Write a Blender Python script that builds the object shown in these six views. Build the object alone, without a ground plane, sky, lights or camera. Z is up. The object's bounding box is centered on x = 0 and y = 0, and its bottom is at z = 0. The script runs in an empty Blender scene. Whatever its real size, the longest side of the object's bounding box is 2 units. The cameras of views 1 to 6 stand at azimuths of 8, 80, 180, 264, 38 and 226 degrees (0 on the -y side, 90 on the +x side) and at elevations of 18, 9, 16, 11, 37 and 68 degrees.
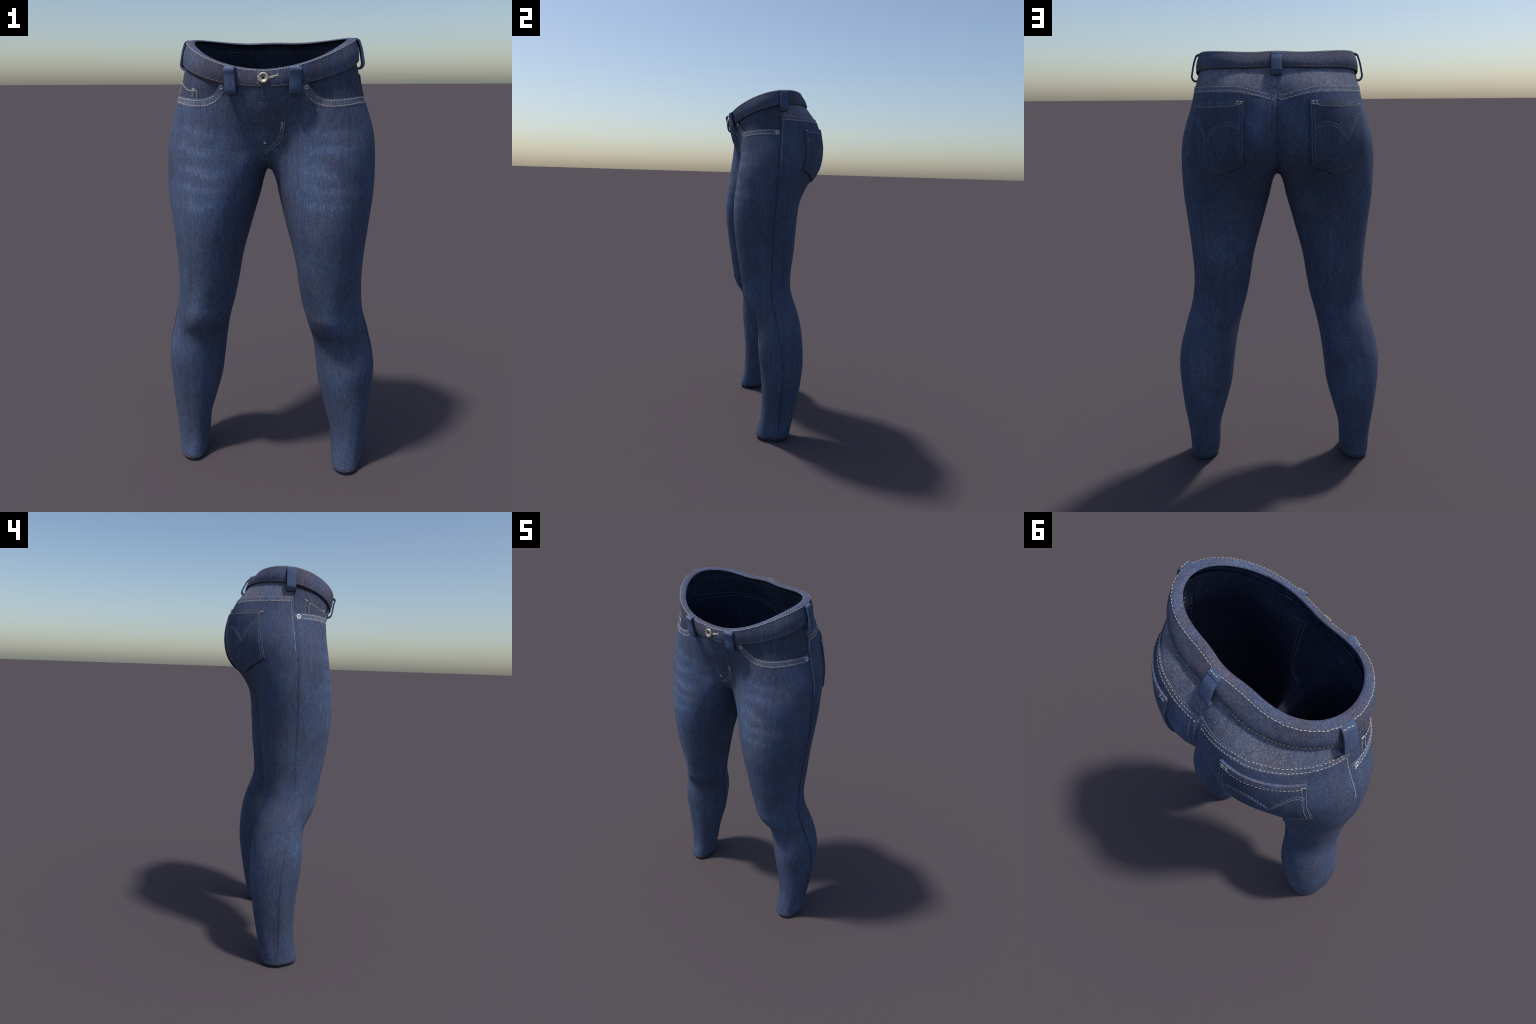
"""Skinny five-pocket denim jeans, standing empty.  Built from a mathematical
body surface (leg cross-sections blended at the crotch) that is cut into cloth
panels; band, loops, pockets, seams, threads and hardware are added on it."""
import bpy, math, random
import numpy as np

random.seed(7)
RNG = np.random.default_rng(7)

# ------------------------------------------------------------------ body form
# One leg / half hip: height, centre x, centre y, and the radius of the cross-
# section every 22.5 degrees (first = outward +x, then towards the back +y).
SECTIONS = [
 (-0.05, 0.393, -0.027, (0.064, 0.073, 0.086, 0.095, 0.094, 0.084, 0.070, 0.060, 0.058, 0.067, 0.083, 0.096, 0.098, 0.088, 0.073, 0.063)),
 (0.02, 0.392, -0.019, (0.071, 0.078, 0.087, 0.096, 0.096, 0.090, 0.080, 0.073, 0.070, 0.075, 0.088, 0.098, 0.097, 0.087, 0.075, 0.068)),
 (0.07, 0.391, -0.011, (0.074, 0.080, 0.089, 0.097, 0.097, 0.093, 0.086, 0.079, 0.074, 0.078, 0.088, 0.096, 0.094, 0.087, 0.079, 0.074)),
 (0.12, 0.390, -0.003, (0.078, 0.081, 0.090, 0.099, 0.098, 0.094, 0.088, 0.084, 0.077, 0.079, 0.086, 0.092, 0.092, 0.090, 0.085, 0.080)),
 (0.20, 0.386, 0.007, (0.088, 0.089, 0.097, 0.105, 0.102, 0.098, 0.091, 0.085, 0.081, 0.084, 0.090, 0.094, 0.096, 0.098, 0.096, 0.091)),
 (0.32, 0.378, 0.016, (0.108, 0.109, 0.114, 0.119, 0.112, 0.107, 0.103, 0.102, 0.106, 0.105, 0.105, 0.106, 0.107, 0.112, 0.115, 0.111)),
 (0.44, 0.368, 0.018, (0.127, 0.126, 0.128, 0.131, 0.125, 0.120, 0.119, 0.124, 0.128, 0.123, 0.118, 0.118, 0.121, 0.127, 0.130, 0.128)),
 (0.54, 0.360, 0.015, (0.137, 0.136, 0.135, 0.133, 0.130, 0.129, 0.130, 0.133, 0.134, 0.129, 0.124, 0.124, 0.129, 0.136, 0.139, 0.137)),
 (0.61, 0.352, 0.011, (0.138, 0.138, 0.136, 0.131, 0.130, 0.132, 0.135, 0.136, 0.134, 0.129, 0.124, 0.123, 0.127, 0.134, 0.138, 0.137)),
 (0.67, 0.341, 0.002, (0.137, 0.139, 0.136, 0.132, 0.131, 0.132, 0.134, 0.134, 0.132, 0.129, 0.124, 0.120, 0.120, 0.125, 0.129, 0.132)),
 (0.72, 0.330, -0.011, (0.132, 0.139, 0.138, 0.134, 0.132, 0.131, 0.131, 0.131, 0.131, 0.131, 0.129, 0.125, 0.120, 0.119, 0.122, 0.127)),
 (0.77, 0.317, -0.028, (0.132, 0.139, 0.140, 0.139, 0.134, 0.130, 0.129, 0.129, 0.130, 0.134, 0.138, 0.140, 0.135, 0.123, 0.119, 0.123)),
 (0.83, 0.304, -0.045, (0.127, 0.133, 0.137, 0.135, 0.129, 0.128, 0.132, 0.133, 0.133, 0.136, 0.143, 0.150, 0.145, 0.126, 0.118, 0.120)),
 (0.89, 0.292, -0.058, (0.127, 0.133, 0.136, 0.134, 0.131, 0.132, 0.136, 0.138, 0.138, 0.138, 0.141, 0.146, 0.143, 0.124, 0.118, 0.121)),
 (0.98, 0.278, -0.069, (0.133, 0.139, 0.145, 0.146, 0.145, 0.145, 0.146, 0.147, 0.140, 0.139, 0.145, 0.150, 0.148, 0.137, 0.129, 0.127)),
 (1.10, 0.265, -0.074, (0.147, 0.157, 0.166, 0.167, 0.165, 0.162, 0.160, 0.157, 0.146, 0.147, 0.155, 0.162, 0.164, 0.159, 0.147, 0.141)),
 (1.25, 0.250, -0.075, (0.175, 0.183, 0.185, 0.181, 0.177, 0.176, 0.180, 0.183, 0.171, 0.166, 0.172, 0.179, 0.182, 0.178, 0.169, 0.165)),
 (1.38, 0.233, -0.063, (0.205, 0.207, 0.199, 0.188, 0.181, 0.188, 0.200, 0.203, 0.188, 0.182, 0.183, 0.189, 0.195, 0.196, 0.192, 0.195)),
 (1.46, 0.216, -0.038, (0.224, 0.217, 0.206, 0.198, 0.197, 0.208, 0.222, 0.207, 0.193, 0.196, 0.198, 0.201, 0.208, 0.214, 0.214, 0.219)),
 (1.52, 0.198, -0.014, (0.239, 0.223, 0.211, 0.210, 0.223, 0.237, 0.247, 0.221, 0.210, 0.216, 0.216, 0.212, 0.222, 0.236, 0.242, 0.244)),
 (1.58, 0.176, 0.009, (0.255, 0.231, 0.219, 0.221, 0.240, 0.259, 0.263, 0.247, 0.242, 0.246, 0.239, 0.225, 0.233, 0.255, 0.266, 0.268)),
 (1.65, 0.147, 0.023, (0.271, 0.246, 0.232, 0.233, 0.247, 0.261, 0.268, 0.274, 0.282, 0.285, 0.269, 0.243, 0.238, 0.263, 0.282, 0.287)),
 (1.72, 0.121, 0.019, (0.276, 0.257, 0.246, 0.246, 0.253, 0.261, 0.272, 0.295, 0.314, 0.317, 0.300, 0.271, 0.242, 0.255, 0.283, 0.288)),
 (1.78, 0.102, 0.007, (0.275, 0.263, 0.257, 0.255, 0.252, 0.255, 0.272, 0.304, 0.328, 0.330, 0.311, 0.282, 0.248, 0.244, 0.272, 0.283)),
 (1.83, 0.088, -0.008, (0.277, 0.267, 0.261, 0.257, 0.247, 0.243, 0.269, 0.306, 0.328, 0.323, 0.299, 0.272, 0.248, 0.243, 0.260, 0.278)),
 (1.88, 0.077, -0.026, (0.278, 0.270, 0.258, 0.248, 0.235, 0.238, 0.267, 0.303, 0.316, 0.299, 0.267, 0.237, 0.223, 0.227, 0.242, 0.267)),
 (1.98, 0.060, -0.066, (0.262, 0.267, 0.238, 0.202, 0.195, 0.221, 0.266, 0.294, 0.281, 0.232, 0.181, 0.156, 0.161, 0.177, 0.195, 0.227)),
]
BLEND = 0.03                 # how softly the two halves melt together
HEM_Z = 0.020

# Waistband edge curves: radius harmonics and height harmonics over the angle
# phi round the body (0 = front), about (0, -0.03).
BAND_TOP = ((0.2640, 0.0414, -0.0645, -0.0010, 0.0059, -0.0072), (1.9591, -0.0562, -0.0298, -0.0031, 0.0047))
BAND_LOW = ((0.2816, 0.0148, -0.0651, 0.0016, 0.0047, 0.0018), (1.8887, -0.0608, -0.0197, 0.0030, 0.0048))


def ring(curve, phi):
    phi = np.asarray(phi, float)
    r = sum(c * np.cos(i * phi) for i, c in enumerate(curve[0]))
    z = sum(c * np.cos(i * phi) for i, c in enumerate(curve[1]))
    return np.stack([r * np.sin(phi), -0.03 - r * np.cos(phi), z], -1)


# --- smooth interpolation of the sections into a fine lookup table
_zk = np.array([s[0] for s in SECTIONS])
_tab = np.array([[s[1], s[2], *s[3]] for s in SECTIONS])


def cubic_z(z):
    z = np.clip(z, _zk[0], _zk[-1] - 1e-6)
    n = len(_zk)
    i = np.clip(np.searchsorted(_zk, z, side='right') - 1, 0, n - 2)
    im, ip = np.maximum(i - 1, 0), np.minimum(i + 2, n - 1)
    h = _zk[i + 1] - _zk[i]
    t = ((z - _zk[i]) / h)[:, None]
    m0 = (_tab[i + 1] - _tab[im]) / (_zk[i + 1] - _zk[im])[:, None] * h[:, None]
    m1 = (_tab[ip] - _tab[i]) / (_zk[ip] - _zk[i])[:, None] * h[:, None]
    return ((2 * t**3 - 3 * t**2 + 1) * _tab[i] + (t**3 - 2 * t**2 + t) * m0
            + (-2 * t**3 + 3 * t**2) * _tab[i + 1] + (t**3 - t**2) * m1)


ZT = np.linspace(-0.05, 1.979, 815)
NT = 480
_rows = cubic_z(ZT)
CXT, CYT, _R16 = _rows[:, 0], _rows[:, 1], _rows[:, 2:]
_s = np.arange(NT) / NT * 16
_i = np.floor(_s).astype(int)
_t = _s - _i
_w = [(-_t + 2 * _t**2 - _t**3) / 2, (2 - 5 * _t**2 + 3 * _t**3) / 2,
      (_t + 4 * _t**2 - 3 * _t**3) / 2, (_t**3 - _t**2) / 2]
RT = sum(w * _R16[:, (_i + k - 1) % 16] for k, w in enumerate(_w))


def half_field(x, y, z):
    q = np.clip((z - ZT[0]) / (ZT[1] - ZT[0]), 0, len(ZT) - 1.001)
    i = q.astype(int)
    f = q - i
    cx = CXT[i] * (1 - f) + CXT[i + 1] * f
    cy = CYT[i] * (1 - f) + CYT[i + 1] * f
    dx, dy = x - cx, y - cy
    a = (np.arctan2(dy, dx) / (2 * np.pi) * NT) % NT
    j = a.astype(int) % NT
    g = a - np.floor(a)
    k = (j + 1) % NT
    r = ((RT[i, j] * (1 - g) + RT[i, k] * g) * (1 - f)
         + (RT[i + 1, j] * (1 - g) + RT[i + 1, k] * g) * f)
    return np.hypot(dx, dy) - r


# The crotch gusset: a narrow ridge running from the fly under to the seat.
GUSSET = np.array([(-.243, 1.735), (-.223, 1.676), (-.206, 1.617), (-.184, 1.569), (-.156, 1.530), (-.120, 1.502),
                   (-.060, 1.490), (.0, 1.489), (.050, 1.493), (.090, 1.506)])
GUSSET_R = 0.03
_gt = np.gradient(GUSSET, axis=0)
_gt /= np.linalg.norm(_gt, axis=1, keepdims=True)
GUSSET_SPINE = GUSSET + np.stack([-_gt[:, 1], _gt[:, 0]], 1) * GUSSET_R


def gusset(p):
    y, z = p[:, 1], p[:, 2]
    d = np.full(len(p), 9.0)
    for (ay, az), (by, bz) in zip(GUSSET_SPINE[:-1], GUSSET_SPINE[1:]):
        ey, ez = by - ay, bz - az
        t = np.clip(((y - ay) * ey + (z - az) * ez) / (ey * ey + ez * ez), 0, 1)
        d = np.minimum(d, np.hypot(y - ay - t * ey, z - az - t * ez))
    w = np.interp(z, [1.49, 1.56, 1.70], [0.020, 0.032, 0.055])
    return np.hypot(d, p[:, 0] * GUSSET_R / w) - GUSSET_R


def body(p):
    x, y, z = p[:, 0], p[:, 1], p[:, 2]
    a, b = half_field(x, y, z), half_field(-x, y, z)
    k = np.interp(y, [0.02, 0.12], [BLEND, 0.016])      # the seat cleft is crisper
    h = np.maximum(k - np.abs(a - b), 0) / k
    f = np.minimum(a, b) - h * h * k / 4
    near = (np.abs(x) < 0.12) & (z > 1.40) & (z < 1.80)
    if near.any():
        g = gusset(p[near])
        h = np.maximum(0.022 - np.abs(f[near] - g), 0) / 0.022
        f[near] = np.minimum(f[near], g) - h * h * 0.022 / 4
    return f


def gradient(p, e=0.0015):
    g = np.zeros_like(p)
    for k in range(3):
        d = np.zeros(3)
        d[k] = e
        g[:, k] = (body(p + d) - body(p - d)) / (2 * e)
    return g


def normals(p):
    g = gradient(p, 0.004)
    return g / np.maximum(np.linalg.norm(g, axis=1, keepdims=True), 1e-9)


def onto_body(p, off=0.0, steps=4):
    p = np.array(p, float).reshape(-1, 3)
    for _ in range(steps):
        g = gradient(p)
        p = p - g * ((body(p) - off) / np.maximum((g * g).sum(1), 0.2))[:, None]
    return p


# --------------------------------------------------- polygonise (surface nets)
def polygonise(step=0.0105):
    xs = np.arange(-0.53, 0.53 + step, step)
    ys = np.arange(-0.33, 0.36 + step, step)
    zs = np.arange(-0.03, 1.985, step)
    X, Y = np.meshgrid(xs, ys, indexing='ij')
    vol = np.empty((len(xs), len(ys), len(zs)))
    for k, z in enumerate(zs):
        vol[:, :, k] = body(np.stack([X.ravel(), Y.ravel(), np.full(X.size, z)], 1)).reshape(X.shape)
    ins = vol < 0
    nx, ny, nz = (n - 1 for n in vol.shape)
    cnt = np.zeros((nx, ny, nz), int)
    acc = np.zeros((nx, ny, nz, 3))
    num = np.zeros((nx, ny, nz))
    corners = [(a, b, c) for a in (0, 1) for b in (0, 1) for c in (0, 1)]
    sl = lambda o: (slice(o[0], o[0] + nx), slice(o[1], o[1] + ny), slice(o[2], o[2] + nz))
    for c in corners:
        cnt += ins[sl(c)]
    for c in corners:
        for ax in range(3):
            if c[ax] == 0:
                d = list(c)
                d[ax] = 1
                va, vb = vol[sl(c)], vol[sl(d)]
                cross = (va < 0) != (vb < 0)
                t = np.where(cross, va / np.where(cross, va - vb, 1), 0)
                for m in range(3):
                    acc[..., m] += np.where(cross, c[m] + (t if m == ax else 0), 0)
                num += cross
    act = (cnt > 0) & (cnt < 8)
    idx = -np.ones(act.shape, int)
    idx[act] = np.arange(act.sum())
    base = np.argwhere(act)
    P = base + acc[act] / num[act][:, None]
    V = np.array([xs[0], ys[0], zs[0]]) + P * step
    quads = []
    for ax in range(3):
        u, v = (ax + 1) % 3, (ax + 2) % 3
        lo = [slice(1, -1)] * 3
        lo[ax] = slice(0, -1)
        hi = list(lo)
        hi[ax] = slice(1, None)
        A, B = ins[tuple(lo)], ins[tuple(hi)]
        off = np.array([1, 1, 1])
        off[ax] = 0
        for flip in (False, True):
            q = np.argwhere((A & ~B) if not flip else (~A & B)) + off
            if not len(q):
                continue
            eu, ev = np.eye(3, dtype=int)[u], np.eye(3, dtype=int)[v]
            ok = np.all(q < np.array(act.shape), axis=1)
            q = q[ok]
            f = np.stack([idx[tuple((q - eu - ev).T)], idx[tuple((q - ev).T)],
                          idx[tuple(q.T)], idx[tuple((q - eu).T)]], 1)
            quads.append(f[:, ::-1] if flip else f)
    Q = np.concatenate(quads)
    Q = Q[(Q >= 0).all(1)]
    V = onto_body(V, 0.0, 3)
    T = np.concatenate([Q[:, [0, 1, 2]], Q[:, [0, 2, 3]]])
    return V, T


def cut(V, T, func, eps=0.0006):
    """Insert the zero line of a scalar function into a triangle mesh."""
    f = func(V)
    f = np.where(np.abs(f) < eps, 0.0, f)
    E = np.sort(np.concatenate([T[:, [0, 1]], T[:, [1, 2]], T[:, [2, 0]]]), 1)
    E = np.unique(E, axis=0)
    E = E[f[E[:, 0]] * f[E[:, 1]] < 0]
    if not len(E):
        return V, T
    t = f[E[:, 0]] / (f[E[:, 0]] - f[E[:, 1]])
    new = V[E[:, 0]] * (1 - t[:, None]) + V[E[:, 1]] * t[:, None]
    new = onto_body(new, 0.0, 1)
    n = len(V)
    key = E[:, 0] * n + E[:, 1]
    order = np.argsort(key)
    key = key[order]

    def mid(a, b):
        k = np.minimum(a, b) * n + np.maximum(a, b)
        return n + order[np.searchsorted(key, k)]
    s = np.sign(f)[T]
    out = []
    crossing = np.stack([s[:, i] * s[:, (i + 1) % 3] < 0 for i in range(3)], 1)
    nc = crossing.sum(1)
    out.append(T[nc == 0])
    for i in range(3):
        j, k = (i + 1) % 3, (i + 2) % 3
        m = (nc == 2) & crossing[:, i] & crossing[:, k]
        a, b, c = T[m, i], T[m, j], T[m, k]
        if len(a):
            p, q = mid(a, b), mid(a, c)
            out += [np.stack([a, p, q], 1), np.stack([p, b, c], 1), np.stack([p, c, q], 1)]
        m = (nc == 1) & crossing[:, i]
        a, b, c = T[m, i], T[m, j], T[m, k]
        if len(a):
            p = mid(a, b)
            out += [np.stack([a, p, c], 1), np.stack([p, b, c], 1)]
    return np.concatenate([V, new]), np.concatenate(out)


def polygon_distance(pts, u, v):
    """Signed distance to a closed outline (negative inside)."""
    pts = np.array(pts, float)
    d = np.full(u.shape, 9.0)
    inside = np.zeros(u.shape, bool)
    for (ax, ay), (bx, by) in zip(pts, np.roll(pts, -1, 0)):
        ex, ey = bx - ax, by - ay
        t = np.clip(((u - ax) * ex + (v - ay) * ey) / (ex * ex + ey * ey), 0, 1)
        d = np.minimum(d, np.hypot(u - ax - t * ex, v - ay - t * ey))
        c = (ay > v) != (by > v)
        with np.errstate(divide='ignore', invalid='ignore'):
            inside ^= c & (u < ex * (v - ay) / (ey if ey else 1e-12) + ax)
    return np.where(inside, -d, d)


def from_front(pts):
    """Replace y so that each point lies on the front of the body."""
    out = []
    for x, _, z in pts:
        y = np.linspace(-0.36, 0.2, 300)
        f = body(np.stack([np.full(300, x), y, np.full(300, z)], 1))
        k = int(np.argmax(f < 0))
        out.append((x, y[k], z))
    return np.array(out)


def spline(pts, n):
    """Catmull-Rom through points, n samples, even spacing."""
    p = np.array(pts, float)
    q = np.vstack([2 * p[0] - p[1], p, 2 * p[-1] - p[-2]])
    o = []
    for i in range(1, len(q) - 2):
        t = np.linspace(0, 1, 24, endpoint=False)[:, None]
        a, b, c, d = q[i - 1:i + 3]
        o.append(0.5 * (2 * b + (c - a) * t + (2 * a - 5 * b + 4 * c - d) * t**2 + (3 * b - a - 3 * c + d) * t**3))
    o = np.vstack(o + [p[-1:]])
    return even(o, n)


def even(o, n):
    s = np.r_[0, np.cumsum(np.linalg.norm(np.diff(o, axis=0), axis=1))]
    q = np.linspace(0, s[-1], n)
    return np.stack([np.interp(q, s, o[:, k]) for k in range(o.shape[1])], 1)


# ---------------------------------------------------------------- seam fields
SIDE_SEAM = [(0, .001), (.16, .004), (.285, .009), (.39, .012), (.48, .008), (.58, -.004), (.67, -.020), (.77, -.039),
             (.83, -.050), (.88, -.056), (.94, -.058), (1.03, -.053), (1.14, -.053), (1.25, -.053), (1.37, -.048),
             (1.49, -.044), (1.59, -.041), (1.70, -.032), (1.77, -.026), (1.85, -.020), (2.0, -.018)]
INSEAM = [(0, .026), (.12, .034), (.29, .045), (.41, .048), (.56, .036), (.76, .0), (.84, -.010), (1.0, -.016),
          (1.23, -.016), (1.45, -.004), (1.6, 0), (2.0, 0)]


def seam_field(p):
    """< 0 on the front panels, > 0 on the back panels (about metres)."""
    z = p[:, 2]
    x = np.abs(p[:, 0])
    ys = np.interp(z, *np.array(SIDE_SEAM).T)
    yi = np.interp(z, *np.array(INSEAM).T)
    cx = np.interp(z, ZT, CXT)
    out = cx + np.interp(z, ZT, RT[:, 0])
    inn = np.maximum(cx - np.interp(z, ZT, RT[:, NT // 2]), 0)
    t = np.clip((x - inn) / (out - inn), 0, 1)
    return p[:, 1] - (yi * (1 - t) + ys * t)


def yoke_line(x):
    return np.interp(np.abs(x), [0, .03, .06, .11, .155, .24, .36], [1.835, 1.837, 1.842, 1.851, 1.858, 1.861, 1.862])


def yoke_field(p):
    return p[:, 2] - yoke_line(p[:, 0])


POCKET_MOUTH = [(.158, 1.850), (.164, 1.828), (.178, 1.810), (.192, 1.795), (.212, 1.781), (.240, 1.773),
                (.278, 1.772), (.320, 1.776), (.355, 1.780), (.383, 1.781)]
_mouth = spline(POCKET_MOUTH, 40)
MOUTH_AREA = np.vstack([_mouth, [(.5, 1.79), (.5, 2.0), (.158, 2.0)]])


def mouth_field(p):
    return polygon_distance(MOUTH_AREA, np.abs(p[:, 0]), p[:, 2])


CA, SA = math.cos(math.radians(35)), math.sin(math.radians(35))
BACK_POCKET = [(-.040, 1.806), (.064, 1.800), (.213, 1.792), (.231, 1.668), (.252, 1.568), (.104, 1.503),
               (-.024, 1.549), (-.045, 1.62), (-.050, 1.677), (-.047, 1.74)]


def pocket_s(p):
    return np.abs(p[:, 0]) * CA - p[:, 1] * SA


def back_pocket_field(p):
    return polygon_distance(BACK_POCKET, pocket_s(p), p[:, 2])


FLY = [(-.006, 1.90), (.088, 1.90), (.087, 1.80), (.083, 1.69), (.078, 1.652), (.066, 1.614), (.048, 1.596),
       (.030, 1.584), (-.006, 1.560)]


def pocket_hem_field(p):
    q = pocket_s(p)
    return p[:, 2] - np.interp(q, [-.06, -.036, .0, .064, .14, .22], [1.792, 1.788, 1.783, 1.779, 1.778, 1.776])


def fly_field(p):
    return polygon_distance(FLY, p[:, 0], p[:, 2])


COIN = [(.262, 1.812), (.283, 1.811), (.305, 1.813), (.325, 1.824), (.350, 1.846), (.356, 1.842), (.372, 1.74), (.256, 1.74)]


def coin_field(p):
    return polygon_distance(COIN, -p[:, 0], p[:, 2])


def band_phi(p):
    return np.arctan2(p[:, 0], -(p[:, 1] + 0.03))


def top_field(p):
    return p[:, 2] - (ring(BAND_LOW, band_phi(p))[:, 2] + 0.030)


# ------------------------------------------------------------------ materials
def rgb(r, g, b):
    f = lambda c: (c / 255 / 12.92) if c / 255 <= 0.04045 else ((c / 255 + 0.055) / 1.055) ** 2.4
    return (f(r), f(g), f(b), 1.0)


class Nodes:
    def __init__(self, name):
        self.mat = bpy.data.materials.new(name)
        self.mat.use_nodes = True
        self.t = self.mat.node_tree
        self.b = self.t.nodes['Principled BSDF']
        self.co = self.t.nodes.new('ShaderNodeTexCoord').outputs['Object']

    def put(self, sock, v):
        if hasattr(v, 'is_output'):
            self.t.links.new(v, sock)
        else:
            sock.default_value = v

    def math(self, op, a, b=0.0, c=0.0, clamp=False):
        n = self.t.nodes.new('ShaderNodeMath')
        n.operation = op
        n.use_clamp = clamp
        for s, v in zip(n.inputs, (a, b, c)):
            self.put(s, v)
        return n.outputs[0]

    def noise(self, scale, stretch=(1, 1, 1), detail=2.0, rough=0.5, shift=(0, 0, 0), vec=None):
        m = self.t.nodes.new('ShaderNodeMapping')
        m.inputs['Scale'].default_value = stretch
        m.inputs['Location'].default_value = shift
        self.put(m.inputs['Vector'], vec or self.co)
        n = self.t.nodes.new('ShaderNodeTexNoise')
        n.inputs['Scale'].default_value = scale
        n.inputs['Detail'].default_value = detail
        n.inputs['Roughness'].default_value = rough
        self.t.links.new(m.outputs[0], n.inputs['Vector'])
        return n.outputs['Fac']

    def ramp(self, fac, stops):
        n = self.t.nodes.new('ShaderNodeValToRGB')
        e = n.color_ramp.elements
        while len(e) < len(stops):
            e.new(0.5)
        for el, (p, c) in zip(e, stops):
            el.position = p
            el.color = c
        self.put(n.inputs[0], fac)
        return n.outputs[0]

    def mix(self, fac, a, b, mode='MIX'):
        n = self.t.nodes.new('ShaderNodeMix')
        n.data_type = 'RGBA'
        n.blend_type = mode
        self.put(n.inputs[0], fac)
        self.put(n.inputs[6], a)
        self.put(n.inputs[7], b)
        return n.outputs[2]

    def xyz(self):
        n = self.t.nodes.new('ShaderNodeSeparateXYZ')
        self.t.links.new(self.co, n.inputs[0])
        return n.outputs

    def bell(self, v, centre, width):
        """exp(-((v-centre)/width)^2)"""
        d = self.math('DIVIDE', self.math('SUBTRACT', v, centre), width)
        return self.math('EXPONENT', self.math('MULTIPLY', self.math('MULTIPLY', d, d), -1.0))

    def bump(self, height, strength, dist):
        n = self.t.nodes.new('ShaderNodeBump')
        n.inputs['Strength'].default_value = strength
        n.inputs['Distance'].default_value = dist
        self.t.links.new(height, n.inputs['Height'])
        self.t.links.new(n.outputs[0], self.b.inputs['Normal'])


DEEP, NAVY, BLUE, PALE = rgb(44, 50, 68), rgb(63, 73, 99), rgb(79, 99, 132), rgb(108, 134, 168)
SLATE = rgb(78, 80, 104)


def denim(name, level=0.0, fade=None, slate=0.5, streak=(1, 1, 0.12), grain=1.0, bias=0.12):
    """Woven indigo cloth: fine weave, vertical slubs, cloudy wash.
    level shifts it darker / lighter; fade adds worn areas."""
    n = Nodes(name)
    weave = n.noise(250, (1, 1, 0.75), 3, 0.7)
    slub = n.noise(170, streak, 3, 0.6)
    broad = n.noise(42, (1, 1, 0.09), 2, 0.5, (3, 1, 2))
    cloud = n.noise(7.0, (1, 1, 0.7), 3, 0.5, (7, 2, 5))
    v = n.math('MULTIPLY_ADD', n.math('SUBTRACT', weave, 0.5), 1.25 * grain, 0.405 + level)
    v = n.math('MULTIPLY_ADD', n.math('SUBTRACT', slub, 0.5), 0.62 * grain, v)
    v = n.math('MULTIPLY_ADD', n.math('SUBTRACT', broad, 0.5), 0.24, v)
    v = n.math('MULTIPLY_ADD', n.math('SUBTRACT', cloud, 0.5), 0.30, v)
    if fade:
        v = n.math('ADD', v, fade(n))
    col = n.ramp(v, [(0.0, DEEP), (0.36, NAVY), (0.66, BLUE), (1.0, PALE)])
    hue = n.noise(9, (1, 1, 0.8), 2, 0.5, (1, 9, 4))
    hue = n.math('MULTIPLY_ADD', n.math('SUBTRACT', hue, 0.42), 3.0 * slate, bias, clamp=True)
    grey = n.ramp(v, [(0.0, rgb(50, 49, 62)), (0.4, rgb(74, 73, 91)), (0.7, rgb(98, 97, 114)), (1.0, rgb(136, 138, 156))])
    col = n.mix(hue, col, grey)
    n.put(n.b.inputs['Base Color'], col)
    n.b.inputs['Roughness'].default_value = 0.9
    n.b.inputs['Specular IOR Level'].default_value = 0.25
    h = n.math('ADD', weave, slub)
    n.bump(h, 0.25, 0.002)
    return n.mat


def front_wash(n):
    """Worn thighs with whisker bars, pale knees."""
    X, Y, Z = n.xyz()
    ax = n.math('ABSOLUTE', X)
    wob = n.math('SUBTRACT', n.noise(5.5, (1, 1, 1.2), 2, 0.5), 0.5)
    zz = n.math('MULTIPLY_ADD', wob, 0.10, Z)
    axw = n.math('MULTIPLY_ADD', wob, 0.10, ax)
    thigh = n.math('MULTIPLY', n.bell(axw, 0.255, 0.105), n.bell(zz, 1.28, 0.38))
    total = n.math('MULTIPLY', thigh, 0.09)
    bars = None
    for zc, w, amp, slope in ((1.645, .020, .15, .10), (1.580, .018, .18, .06), (1.505, .021, .22, .02),
                              (1.440, .016, .13, -.04), (1.368, .022, .18, -.08)):
        c = n.math('MULTIPLY_ADD', n.math('SUBTRACT', ax, 0.27), slope, zc)
        b = n.math('MULTIPLY', n.bell(n.math('SUBTRACT', zz, c), 0.0, w), amp)
        bars = b if bars is None else n.math('ADD', bars, b)
    bars = n.math('MULTIPLY', bars, n.bell(axw, 0.265, 0.10))
    total = n.math('ADD', total, bars)
    knee = n.math('MULTIPLY', n.bell(axw, 0.30, 0.07), n.bell(zz, 0.93, 0.16))
    total = n.math('MULTIPLY_ADD', knee, 0.12, total)
    shin = n.math('MULTIPLY', n.bell(axw, 0.33, 0.06), n.bell(zz, 0.52, 0.11))
    total = n.math('MULTIPLY_ADD', shin, 0.10, total)
    return total


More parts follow.
